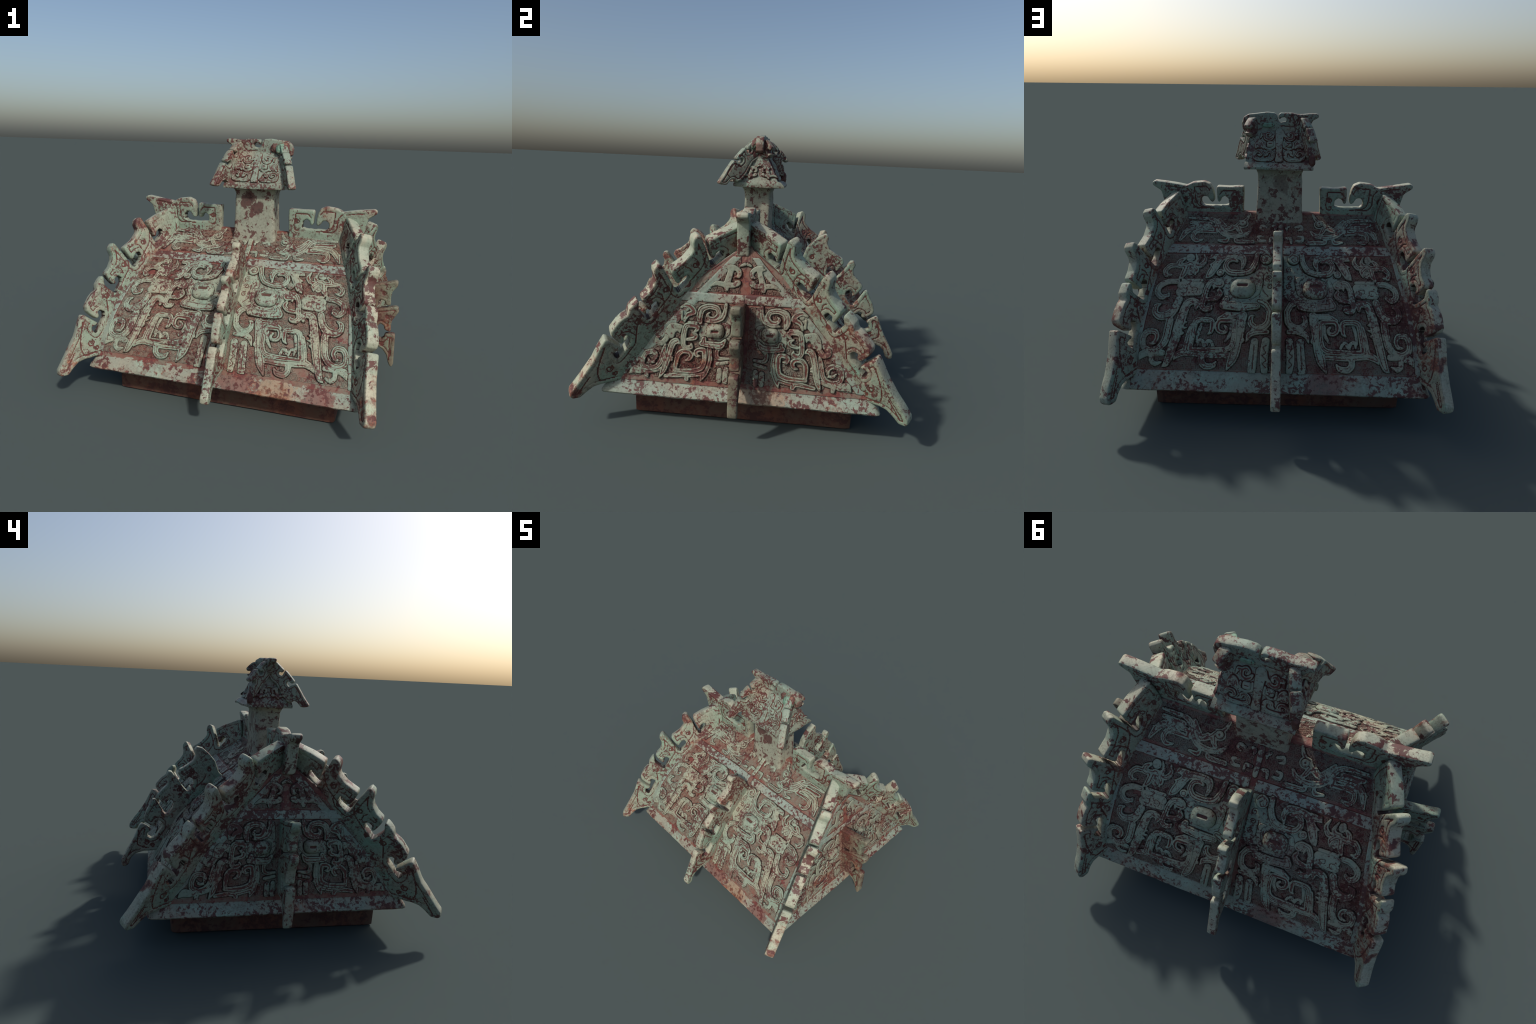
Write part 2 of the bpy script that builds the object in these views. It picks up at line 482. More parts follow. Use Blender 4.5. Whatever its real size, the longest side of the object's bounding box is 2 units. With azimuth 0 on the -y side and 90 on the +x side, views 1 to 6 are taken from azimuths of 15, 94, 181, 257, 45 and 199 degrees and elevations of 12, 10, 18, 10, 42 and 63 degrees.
FACE['cheek_curl'] = [
    stroke([(112,399),(71,379),(46,340)],[30,30,28]),
    stroke([(46,340),(54,282),(82,251),(123,247),(150,271),(150,305),(134,314)],[28,30,32,30,26,20,8]),
    stroke([(58,225),(110,226),(155,211),(174,167)],[20,26,26,6]),
]
FACE['quill'] = [
    stroke([(65,174),(71,120),(72,67),(68,14)],[34,36,36,30]),
    stroke([(126,170),(132,95),(138,12)],[34,36,36]),
]
FACE['body_coil'] = [
    stroke([(196,315),(210,253),(217,186),(228,124),(247,67),(274,12)],[40,46,40,40,38,8]),
    stroke([(193,312),(283,314),(328,290)],[26,26,18]),
    stroke([(203,199),(190,176),(192,165)],[16,14,4]),
    stroke([(294,248),(284,235),(305,221),(330,233),(332,274),(292,289),(251,284),(237,259),(241,186),(264,138),(318,121),(471,122)],[16,18,20,22,22,20,22,24,26,28,28,24]),
    stroke([(384,205),(366,225),(362,266),(378,289),(419,290),(450,263),(467,204),(475,133)],[10,24,26,26,28,28,26,24]),
    stroke([(273,96),(385,94),(502,107),(546,91),(567,63)],[28,30,34,28,4]),
    stroke([(412,101),(414,53),(390,29),(350,34),(332,55)],[28,28,28,24,10]),
    stroke([(473,250),(490,191),(504,112)],[24,26,26]),
    stroke([(490,212),(481,214)],[12,6]),
]
FACE['body_column'] = [
    stroke([(460,351),(456,382),(482,392),(511,378),(529,325),(549,238),(565,166),(586,87),(604,39),(624,22)],[14,30,32,36,40,42,40,36,26,6]),
    stroke([(532,269),(507,271)],[20,8]),
    stroke([(540,233),(504,241)],[18,6]),
    stroke([(553,197),(521,210)],[20,10]),
]
FACE['tail'] = [
    stroke([(585,513),(636,509),(681,480),(687,440),(662,413),(630,422),(622,439)],[26,28,28,26,26,20,10]),
    stroke([(560,401),(576,349),(606,312),(656,299),(686,318),(686,356),(662,372)],[34,36,40,34,26,24,10]),
    stroke([(600,280),(607,216),(619,163),(649,124),(698,112),(735,134),(738,183),(715,214),(675,213),(662,186),(675,155),(699,151)],[34,36,34,30,28,26,26,26,24,20,18,10]),
]
FACE['claw'] = [
    stroke([(627,99),(694,100),(738,88),(757,54)],[26,30,34,4]),
    stroke([(685,94),(688,54),(666,36),(635,47)],[22,22,22,10]),
]
FACE['ear'] = [
    stroke([(371,468),(369,488),(336,485),(325,500),(346,518),(388,509),(410,469),(420,415),(430,367),(414,346),(384,350),(375,366)],[8,16,20,22,24,26,26,26,26,24,22,8]),
    stroke([(340,458),(330,438),(353,411),(404,403)],[18,22,24,18]),
]
FACE['shoulder'] = [
    stroke([(451,487),(555,487)],[40,40]),
    stroke([(456,453),(558,447)],[42,42]),
]
FACE['crest'] = [
    stroke([(453,690),(439,648),(461,616),(487,616)],[8,20,24,18]),
    stroke([(501,694),(484,649),(502,627),(531,628)],[6,18,24,24]),
    stroke([(561,661),(586,640),(584,613),(516,617),(483,589),(489,557)],[16,26,28,26,24,8]),
    stroke([(577,615),(634,614),(663,582),(655,551),(625,553)],[22,26,24,20,8]),
    stroke([(544,606),(555,559),(577,528)],[30,28,10]),
    stroke([(553,520),(445,520)],[16,16]),
]
FACE['crest_knob'] = [
    disc([(528,671)],26),
    disc([(516,577)],24),
]
FACE['dragon_eye'] = [
    disc([(237,926)],22),
]
FACE['dragon'] = [
    disc([(237,926)],34),
    stroke([(186,872),(213,841),(277,827),(342,841),(378,882),(401,934),(437,961),(575,970)],[14,24,28,28,28,26,24,14]),
    stroke([(255,944),(269,912),(313,875)],[20,26,18]),
    stroke([(399,892),(474,900),(548,889),(585,849),(610,792)],[20,28,32,32,16]),
    stroke([(580,849),(605,856)],[20,12]),
    stroke([(397,858),(482,863),(526,854),(536,817),(512,790),(473,798)],[20,24,24,24,22,10]),
    stroke([(168,786),(262,788),(277,812)],[22,24,14]),
    stroke([(316,819),(330,789),(375,793)],[14,22,14]),
    stroke([(200,1010),(215,970),(230,950)],[12,18,18]),
]
FACE['small_scroll'] = [
    stroke([(48,914),(33,904),(36,885)],[16,16,10]),
    stroke([(30,819),(59,820),(65,783)],[16,16,10]),
]

GABLE = {}
GABLE['horn'] = [
    stroke([(230,322),(238,351),(229,395),(190,413),(145,405),(133,375),(151,350),(182,348),(197,367),(184,381)],[20,34,34,30,28,26,24,20,16,8]),
    stroke([(98,426),(102,382),(116,350),(155,333),(199,331)],[20,22,22,20,12]),
]
GABLE['eye'] = [
    rbox(148,281,48,39,30),
]
GABLE['eye_socket'] = [
    stroke([(106,324),(81,313),(79,277),(97,250)],[14,20,20,12]),
    stroke([(189,310),(198,273),(186,248)],[10,18,12]),
]
GABLE['jaw'] = [
    stroke([(220,210),(166,207),(113,208),(90,237)],[28,34,34,16]),
    stroke([(208,235),(211,213)],[26,30]),
]
GABLE['ear'] = [
    stroke([(263,273),(250,283),(246,299),(278,306),(309,299),(320,256),(322,202),(308,179),(277,186),(278,206)],[10,20,24,26,28,28,28,26,24,8]),
    stroke([(276,268),(253,252),(261,236),(297,226)],[10,22,22,18]),
]
GABLE['shoulder'] = [
    stroke([(338,293),(385,296),(406,268),(413,227),(439,194),(464,201),(467,223),(449,229)],[22,28,30,28,28,26,20,8]),
    stroke([(387,238),(375,268),(346,281),(343,261)],[26,24,22,10]),
]
GABLE['crest'] = [
    stroke([(341,397),(315,410),(287,400),(268,375),(303,359),(319,323)],[14,22,26,26,24,12]),
    stroke([(335,375),(333,331)],[16,10]),
    stroke([(297,320),(252,319)],[10,14]),
]
GABLE['crest_knob'] = [
    disc([(312,392)],16),
]
GABLE['body_column'] = [
    stroke([(338,201),(359,213),(380,198),(394,152),(405,98),(420,43),(438,2)],[10,30,36,34,34,30,8]),
    stroke([(395,130),(376,118)],[20,10]),
    stroke([(403,103),(376,105)],[16,8]),
]
GABLE['tail'] = [
    stroke([(470,100),(465,125),(486,141),(522,134),(540,97),(534,62),(499,51),(459,63),(436,96),(425,150),(418,186)],[10,24,26,28,28,28,26,26,28,26,14]),
    stroke([(511,104),(497,87),(474,88)],[8,16,14]),
]
GABLE['claw'] = [
    stroke([(602,16),(576,38),(539,32)],[10,40,34]),
    stroke([(535,35),(480,39),(427,56)],[22,26,20]),
    stroke([(507,37),(506,6)],[28,22]),
]
GABLE['body_coil'] = [
    stroke([(176,182),(173,133),(182,83),(197,42),(211,6)],[26,32,34,32,8]),
    stroke([(179,110),(159,116)],[24,8]),
    stroke([(173,89),(155,77)],[16,4]),
    stroke([(225,142),(243,141),(251,163),(231,175),(204,173),(200,122),(210,77),(256,56),(355,53)],[8,20,22,24,26,26,26,26,20]),
    stroke([(306,110),(286,116),(274,139),(289,158),(324,158),(346,134),(352,89),(353,57)],[8,20,24,24,26,26,24,18]),
    stroke([(404,16),(326,28),(260,35),(198,51)],[20,28,30,30]),
    stroke([(293,26),(287,7)],[30,24]),
]
GABLE['cheek_curl'] = [
    stroke([(112,191),(134,180),(134,149),(118,135),(69,139)],[10,20,22,20,14]),
]
GABLE['quill'] = [
    stroke([(130,105),(72,118)],[18,18]),
    stroke([(114,71),(115,13)],[26,26]),
    stroke([(79,78),(80,12)],[26,26]),
]
GABLE['bird'] = [
    stroke([(78,631),(89,587),(101,538),(102,512)],[32,34,36,24]),
    stroke([(96,639),(65,632),(37,612),(38,586),(62,580)],[22,26,26,22,6]),
    stroke([(191,521),(157,541),(108,537),(64,536),(38,549),(52,559)],[8,26,30,28,30,12]),
    stroke([(86,622),(113,629)],[20,10]),
    stroke([(9,653),(30,643)],[20,12]),
]


# ------------------------------------------------------------------ build
lid = bpy.data.objects.new('bronze_vessel_lid', None)
bpy.context.scene.collection.objects.link(lid)
lid['label'] = 'ancient roof-shaped bronze vessel lid with hooked flanges and mottled green-red patina'
lid['category'] = 'vessel lid'

collar = rect_loft('inner_collar', [(-.696, .688, -.608, .624, 0.002), (-.703, .695, -.615, .630, .008), (-.706, .698, -.618, .633, .10),
                                    (-.710, .700, -.620, .638, .20)], [M_COLLAR], lid, nseg=40, seed=3, amp=.0015, corner=.02)
for v in collar.data.vertices:          # the foot of the collar is worn at one corner
    if v.co.z < .05:
        v.co.z += .014 * min(max((v.co.y + .6) / 1.2, 0), 1) * min(max((.7 - v.co.x) / 1.4, 0), 1)

RIM = [(.69, .62, .164), (.79, .70, .166), (.824, .735, .168), (.841, .749, .172), (.847, .755, .181), (.843, .750, .193), (.833, .740, .209),
       (.823, .729, .228), (.815, .718, .246), (.809, .710, .262), (.798, .70, .272)]
rect_loft('rim', [(-a, a, -b - .003, b + .011, z) for a, b, z in RIM], [M_RIM], lid, nseg=70, seed=11, amp=.0018, corner=.02)

def panel(kind, sx, sy):
    """smooth ground of one face of the roof"""
    zs = np.linspace(ZB - .02, ZT, 80)
    t = np.linspace(-1, 1, 120)
    V = []
    for z in zs:
        a = xs(z) if kind == 'F' else yf(z)
        b = yf(z) if kind == 'F' else xs(z)
        w = .0015 * wob(t * 1.5, np.full(120, z * 2), 31 + int(sx + 2 * sy), 4) * (1 - t ** 8)
        if kind == 'F':
            V.append(np.stack([a * t, sy * (b + w), np.full(120, z)], 1))
        else:
            V.append(np.stack([sx * (b + w), a * t, np.full(120, z)], 1))
    V = skew(np.concatenate(V))
    j, i = np.meshgrid(np.arange(79), np.arange(119), indexing='ij')
    q = np.stack([j * 120 + i, j * 120 + i + 1, (j + 1) * 120 + i + 1, (j + 1) * 120 + i], -1).reshape(-1, 4)
    if (kind == 'F' and sy > 0) or (kind == 'G' and sx < 0):
        q = q[:, ::-1]
    return new_mesh('roof_panel', V, q, [M_GROUND], None, lid)

def thunder(parent, fmap, prims, kind, seed, mat, cell=.034, pitch=.0068, w=.0042, h0=.0055):
    """fine square spirals filling the ground between the larger forms"""
    r = np.random.RandomState(seed)
    smax = _arcs[kind][-1]
    gx = np.arange(0, .86, .005); gy = np.arange(0, smax, .005)
    GX, GY = np.meshgrid(gx, gy)
    D = sd_all(GX, GY, prims)
    z = np.interp(GY, _arcs[kind], _zz)
    lim = (xs(z) - .045) if kind == 'F' else (yf(z) - .05)
    D = np.minimum(D, lim - GX)
    D = np.minimum(D, GX - .02)
    V, F = [], []
    nv = 0
    for cy in np.arange(cell / 2 + .008, smax - .02, cell):
        for cx in np.arange(.03 + cell / 2, .8, cell):
            iy, ix = int(cy / .005), int(cx / .005)
            if iy >= D.shape[0] or ix >= D.shape[1] or D[iy, ix] < -.016:
                continue
            # square spiral from outside in
            p = []; a = cell / 2 - w * .6
            x0, x1, y0, y1 = -a, a, -a, a
            while x1 - x0 > pitch and y1 - y0 > pitch:
                p += [(x0, y0), (x1, y0), (x1, y1), (x0 , y1)]
                x0 += pitch; y0 += pitch; x1 -= pitch; y1 -= pitch
                p.append((x0 - pitch, y0))
            p = np.array(p)
            if len(p) < 3: continue
            k = r.randint(4)
            c, s = [(1, 0), (0, 1), (-1, 0), (0, -1)][k]
            p = np.stack([c * p[:, 0] - s * p[:, 1], s * p[:, 0] + c * p[:, 1]], 1)
            if r.rand() < .5: p[:, 0] *= -1
            q = []
            for a_, b_ in zip(p[:-1], p[1:]):
                n = max(1, int(np.hypot(*(b_ - a_)) / .006))
                q += [a_ + (b_ - a_) * t / n for t in range(n)]
            q = np.array(q + [p[-1]]) + (cx, cy)
            q += .0008 * np.stack([wob(q[:, 0], q[:, 1], seed + 1, 5), wob(q[:, 0], q[:, 1], seed + 2, 5)], 1)
            T = np.gradient(q, axis=0); T /= np.maximum(np.linalg.norm(T, axis=1, keepdims=True), 1e-9)
            Nn = np.stack([-T[:, 1], T[:, 0]], 1)
            jy = np.clip((q[:, 1] / .005).astype(int), 0, D.shape[0] - 1)
            jx = np.clip((q[:, 0] / .005).astype(int), 0, D.shape[1] - 1)
            ok = D[jy, jx] > .001
            ok &= wob(q[:, 0], q[:, 1], seed + 5, 1.5) > -.75      # worn away here and there
            for sgn, hh, ww in ((1, -.001, .5), (1, h0, .28), (-1, h0, .28), (-1, -.001, .5)):
                pp = q + sgn * ww * w * Nn
                V.append(fmap(pp[:, 0], pp[:, 1], np.full(len(q), hh)))
            m = len(q)
            i = np.nonzero(ok[:-1] & ok[1:])[0]
            for b in range(3):
                F.append(np.stack([nv + b * m + i, nv + b * m + i + 1, nv + (b + 1) * m + i + 1, nv + (b + 1) * m + i], 1))
            nv += 4 * m
    if not F:
        return
    F = np.concatenate(F)
    if not fmap.flip:
        F = F[:, ::-1]
    V = np.concatenate(V)
    used, inv = np.unique(F, return_inverse=True)
    ob = new_mesh('thunder_pattern', V[used], inv.reshape(-1, 4), [mat], None, parent, smooth=False)
    ob['kind'] = 'stuff'

FACE = {'cheek': [poly([(24, 440), (24, 690), (125, 698), (150, 610), (225, 590), (300, 600), (345, 560), (330, 490), (305, 420), (330, 392), (320, 350), (120, 345), (70, 395)])], **FACE}
GABLE = {'cheek': [poly([(70, 420), (100, 425), (150, 320), (235, 320), (240, 240), (225, 190), (85, 195), (62, 260)])], **GABLE}
def split(design, name, new, idx):
    design[new] = [p for i, p in enumerate(design[name]) if i in idx]
    design[name] = [p for i, p in enumerate(design[name]) if i not in idx]

split(FACE, 'body_coil', 'body_frame', (0, 1, 2, 5, 6, 7, 8))
split(GABLE, 'body_coil', 'body_frame', (0, 1, 2, 5, 6))
FACE['body_coil'] = [stroke([(293, 254), (281, 238), (290, 220), (314, 218), (332, 233), (334, 262), (318, 284), (257, 284), (238, 272), (238, 196), (250, 148), (280, 126), (360, 120), (474, 120)],
                            [12, 14, 16, 18, 20, 20, 20, 22, 23, 24, 24, 24, 24, 20]),
                     stroke([(384, 205), (366, 222), (362, 272), (376, 284), (430, 284), (456, 268), (467, 204), (476, 130)], [6, 19, 22, 24, 26, 26, 24, 22])]
FACE['body_frame'].append(poly([(178, 330), (290, 333), (338, 300), (325, 288), (230, 300), (222, 250), (194, 255)]))
split(FACE, 'horn', 'plume', (1, 2))
FACE['coil_scroll'] = [stroke([(352, 140), (366, 168), (384, 170), (386, 146)], [13, 15, 15, 8]), stroke([(402, 140), (412, 170), (434, 172), (438, 142)], [13, 15, 15, 8]),
                       stroke([(258, 262), (262, 215), (290, 170)], [16, 18, 10]), stroke([(424, 262), (438, 215), (446, 165)], [14, 16, 10])]
FACE['dragon'] += [stroke([(300, 905), (330, 880), (362, 915), (388, 960)], [22, 30, 30, 18]), stroke([(270, 905), (255, 870), (232, 842)], [26, 24, 12]), stroke([(440, 925), (560, 930)], [22, 22]),
                   stroke([(405, 890), (405, 860)], [20, 20])]
FACE['small_scroll'] += [stroke([(95, 800), (130, 800), (135, 830), (105, 835)], [14, 16, 14, 8]), stroke([(90, 905), (120, 915), (130, 890), (105, 880)], [14, 16, 14, 8])]
H_FACE = dict(body_frame=.014, plume=.0145, coil_scroll=.010, cheek=.006, horn_scroll=.020, horn=.019, eye=.038, eye_socket=.010, jaw=.019, cheek_curl=.014, quill=.010, body_coil=.0185,
              body_column=.017, tail=.0145, claw=.012, ear=.018, shoulder=.012, crest=.0135, crest_knob=.010, dragon_eye=.019,
              dragon=.0095, small_scroll=.007, bird=.013)

def mm_line(pts, w):
    return stroke(pts, [w] * len(pts))

def curl(x, y, r, a0, turns=1.3, sgn=1, w=7, n=9):
    t = np.linspace(0, 1, n)
    ang = a0 + sgn * turns * 6.283 * t
    rr = r * (1 - .72 * t)
    return stroke([(float(1000 * (x + q * math.cos(a))), float(1000 * (y + q * math.sin(a)))) for a, q in zip(ang, rr)], [w] * n)

ENGRAVE = {   # sunk inner lines that do not follow the edge
    ('F', 'horn_scroll'): [mm_line([(52, 668), (75, 690), (104, 678), (104, 650), (82, 642), (70, 660), (84, 672)], 6)],
    ('F', 'eye'): [stroke([(186, 486), (228, 486)], [20, 20])],
    ('F', 'shoulder'): [mm_line([(470, 440), (462, 468), (490, 476), (494, 455), (480, 452)], 5), mm_line([(550, 440), (528, 440), (522, 464), (545, 470)], 5)],
    ('F', 'dragon_eye'): [disc([(237, 926)], 6)],
    ('F', 'crest_knob'): [mm_line([(516, 590), (503, 577), (516, 565), (528, 577), (518, 582)], 4)],
    ('F', 'quill'): [mm_line([(60, 150), (80, 140), (64, 110), (82, 95), (62, 70), (80, 50), (62, 30)], 6), mm_line([(128, 150), (136, 20)], 6)],
    ('F', 'cheek'): [curl(.055, .60, .020, 1, w=6), curl(.060, .545, .018, 3, sgn=-1, w=6), curl(.055, .49, .018, 1, w=6), mm_line([(110, 690), (118, 620), (150, 575)], 6), mm_line([(90, 560), (92, 470), (60, 430)], 6),
                     curl(.325, .555, .014, 1, w=5), mm_line([(140, 545), (110, 520), (110, 440)], 6)],
    ('G', 'eye'): [stroke([(134, 283), (162, 283)], [14, 14])],
}

def half_face(kind, sx, sy, parent, seed, design, mats, skip=()):
    fm = face_map(kind, sx, sy)
    for k, (name, prims) in enumerate(design.items()):
        if name in skip: continue
        H = H_FACE[name] * (1.05 if name not in ('cheek', 'eye') else 1)
        if kind == 'G' and name != 'eye': H *= .9
        eng = ENGRAVE.get((kind, name), ())
        plain = name in ('eye', 'horn_scroll', 'crest_knob', 'dragon_eye', 'quill', 'bird', 'eye_socket', 'small_scroll', 'claw', 'shoulder', 'cheek', 'flank', 'coil_scroll', 'coil_floor')
        relief(name, prims, fm, H * random.uniform(.92, 1.06), mats, parent, seed + 13 * k, engrave=eng,
               dome=(name == 'eye'), dg=0 if plain else .0100, edep=.010 if name == 'eye' else .0045, lift=.0002 * (k % 7),
               r=.007 if kind == 'F' else .006, jitter=.002,
               widen=1.0 if name == 'bird' else (1.26 if kind == 'F' else 1.08))
    allp = [p for d in design.values() for p in d]
    return fm, allp

def strip(name, kind, sx, sy, parent, a, b, c, d, H, seed, mats):
    """plain raised strip with corner points (u,s) in mm"""
    relief(name, [poly([a, b, c, d])], face_map(kind, sx, sy), H, mats, parent, seed, cell=.005, dg=0, r=.006, jitter=.0015)

def hip_u(kind, s):
    z = np.interp(s * .001, _arcs[kind], _zz)
    return 1000 * float(xs(z) if kind == 'F' else yf(z))

for n, sy in enumerate((-1, 1)):
    pan = panel('F', 1, sy)
    for m, sx in enumerate((-1, 1)):
        seed = 100 + 200 * n + 90 * m
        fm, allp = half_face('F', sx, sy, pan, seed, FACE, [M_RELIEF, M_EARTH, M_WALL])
        top, bot = 762, 704
        strip('plain_band', 'F', sx, sy, pan, (18, bot), (hip_u('F', bot) - 30, bot), (hip_u('F', top) - 30, top), (18, top), .007, seed + 1, [M_BAND, M_EARTH])
        strip('hip_border', 'F', sx, sy, pan, (hip_u('F', 4) - 46, 4), (hip_u('F', 4) - 5, 4), (hip_u('F', 990) - 5, 990), (hip_u('F', 990) - 46, 990), .006, seed + 2, [M_BORDER, M_EARTH])
        cut = allp + [poly([(0, 695), (900, 695), (900, 770), (0, 770)])]
        thunder(pan, fm, cut, 'F', seed, M_LEI)
    relief('divider', [stroke([(0, 780), (0, 930)], [24, 26])], face_map('F', 1, sy), .012, [M_RELIEF, M_EARTH], pan, 5 + n, dg=0)

for n, sx in enumerate((1, -1)):
    pan = panel('G', sx, 1)
    for m, sy in enumerate((-1, 1)):
        seed = 700 + 200 * n + 90 * m
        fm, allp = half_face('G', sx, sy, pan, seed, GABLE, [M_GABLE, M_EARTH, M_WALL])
        strip('plain_band', 'G', sx, sy, pan, (0, 438), (hip_u('G', 438) - 35, 438), (hip_u('G', 484) - 35, 484), (0, 484), .007, seed + 1, [M_BAND, M_EARTH])
        strip('hip_border', 'G', sx, sy, pan, (hip_u('G', 6) - 75, 6), (hip_u('G', 6) - 12, 6), (hip_u('G', 690) - 12, 690), (hip_u('G', 690) - 60, 690), .006, seed + 2, [M_BORDER, M_EARTH])
        cut = allp + [poly([(0, 430), (900, 430), (900, 490), (0, 490)])]
        thunder(pan, fm, cut, 'G', seed, M_LEI, cell=.030)

# ridge cap closing the top of the roof
rect_loft('roof_ridge', [(-.70, .70, -.034, .034, .985), (-.698, .698, -.030, .030, 1.004), (-.69, .69, -.022, .022, 1.010)], [M_GROUND], lid, nseg=60, seed=21, amp=.002)

# ------------------------------------------------------------------ flanges
HIP = [(.0, .04), (.012, .09), (.024, .136), (.045, .138), (.091, .118), (.17, .085), (.243, .046), (.238, .015), (.222, -.025), (.207, -.062), (.194, -.062), (.184, -.032),
       (.163, -.014), (.142, -.024), (.143, -.048), (.168, -.075), (.193, -.098), (.207, -.098),
       (.245, -.01), (.287, .068), (.308, .075), (.330, .056), (.333, .030), (.323, -.007), (.330, -.028), (.367, -.072), (.436, -.119),
       (.434, -.139), (.411, -.178), (.397, -.198), (.384, -.205), (.372, -.186), (.355, -.163), (.334, -.155), (.321, -.176), (.327, -.207),
       (.358, -.238), (.378, -.254), (.392, -.246),
       (.45, -.155), (.497, -.089), (.512, -.082), (.534, -.107), (.535, -.130), (.523, -.168), (.526, -.198), (.550, -.241), (.586, -.275),
       (.586, -.292), (.562, -.325), (.540, -.352), (.526, -.354), (.521, -.340), (.527, -.322), (.502, -.303), (.480, -.317), (.482, -.344),
       (.510, -.378), (.528, -.408), (.540, -.406),
       (.575, -.375), (.597, -.350), (.598, -.303), (.609, -.288), (.630, -.308), (.651, -.337), (.656, -.373), (.680, -.388), (.705, -.412),
       (.742, -.467), (.738, -.495), (.712, -.523), (.684, -.548), (.668, -.550), (.660, -.530), (.665, -.508), (.648, -.500), (.624, -.516),
       (.627, -.546), (.656, -.588), (.670, -.614), (.694, -.642), (.713, -.622), (.717, -.602), (.700, -.594), (.678, -.592), (.674, -.578),
       (.700, -.558), (.752, -.518), (.771, -.512), (.800, -.575), (.828, -.644), (.886, -.738), (.945, -.826), (.946, -.852), (.930, -.868),
       (.888, -.868), (.852, -.832), (.818, -.806), (.777, -.796), (.715, -.790), (.64, -.785), (.55, -.66), (.40, -.45), (.25, -.27), (.10, -.12), (0, -.04)]
HIP = [(a + .009 * (1 - a / .9), b - .008 * (1 - a / .9)) for a, b in HIP]
HIP_LINES = [curl(.305, -.10, .022, 2.0), curl(.33, -.215, .016, .5, sgn=-1), curl(.46, -.235, .022, 2.0), curl(.50, -.385, .016, .5, sgn=-1),
             curl(.60, -.42, .022, 2.2), curl(.735, -.70, .024, 2.0), curl(.70, -.735, .016, .4, sgn=-1), curl(.12, -.06, .016, 1.0),
             mm_line([(250, -40), (262, -110), (300, -165), (350, -235)], 6), mm_line([(425, -210), (430, -270), (470, -330), (500, -385)], 6),
             mm_line([(360, -110), (335, -120), (322, -140)], 6), mm_line([(505, -250), (480, -265), (470, -290)], 6),
             mm_line([(575, -370), (600, -450), (600, -520)], 6), mm_line([(770, -560), (800, -700), (780, -770), (700, -760)], 6),
             mm_line([(840, -740), (900, -840)], 6)]

def norm(v):
    v = np.asarray(v, float); return v / np.linalg.norm(v)

for k, (sx, sy) in enumerate(((-1, -1), (1, -1), (1, 1), (-1, 1))):
    if k == 0:
        O = np.array([-.562, -.021, 1.006]); e1 = np.array([-.600, -.800, 0]); e2 = np.array([-.192, .144, .971])
    else:
        ox, oy = {1: (.606, .014), 2: (.616, .006), 3: (.605, .014)}[k]
        O = np.array([sx * ox, sy * oy, 1.009]); e1 = np.array([sx * .477, sy * .821, 0]); e2 = np.array([sx * .19, -sy * .144, .971])
    nn = norm(np.cross(e1, e2))
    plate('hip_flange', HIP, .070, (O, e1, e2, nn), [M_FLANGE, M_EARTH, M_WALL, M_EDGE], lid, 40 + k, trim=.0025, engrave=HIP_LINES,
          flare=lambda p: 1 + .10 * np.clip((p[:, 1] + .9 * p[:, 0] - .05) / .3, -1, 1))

FF = [(.22, .76), (.29, .825), (.318, .90), (.36, .95), (.405, .987), (.445, 1.0), (.463, .975), (.456, .935), (.475, .897), (.52, .864), (.56, .842),
      (.571, .812), (.553, .787), (.527, .754), (.513, .752), (.510, .775), (.490, .786), (.465, .771), (.462, .745), (.478, .712), (.490, .688), (.502, .690),
      (.54, .735), (.58, .79), (.608, .83), (.632, .832), (.646, .802), (.632, .770), (.640, .735), (.672, .702), (.703, .667), (.699, .640),
      (.668, .604), (.645, .588), (.632, .592), (.638, .613), (.620, .630), (.597, .615), (.595, .585), (.614, .555), (.632, .532), (.648, .533),
      (.684, .585), (.713, .634), (.733, .640), (.750, .605), (.757, .585), (.775, .556), (.790, .502), (.785, .475), (.750, .452), (.722, .440),
      (.708, .448), (.708, .474), (.690, .481), (.670, .462), (.672, .434), (.697, .400), (.718, .368), (.742, .360), (.763, .374), (.764, .398), (.745, .412), (.742, .424),
      (.772, .448), (.806, .466), (.822, .452), (.860, .362), (.937, .203), (.935, .168), (.912, .156), (.886, .172), (.870, .218), (.842, .248), (.79, .265),
      (.70, .268), (.62, .28), (.60, .40), (.50, .55), (.40, .65), (.30, .72)]
FF_LINES = [curl(.36, .84, .018, 1), curl(.47, .82, .016, 2), curl(.56, .70, .018, 2), curl(.66, .56, .018, 2), curl(.77, .33, .02, 1), curl(.73, .31, .016, 0),
            mm_line([(380, 800), (400, 760), (440, 720)], 6), mm_line([(520, 700), (560, 640)], 6), mm_line([(820, 420), (830, 320), (760, 290)], 6)]
for k, sy in enumerate((-1, 1)):
    plate('face_flange', FF, .052, ((.011 if sy < 0 else .017, 0, 0 if sy < 0 else .012), (-.016 if sy < 0 else -.016, 1.013 * sy, 0), (0, 0, 1), (1, 0, 0)), [M_FLANGE, M_EARTH, M_WALL, M_EDGE], lid, 60 + k, engrave=FF_LINES, inset=.022)
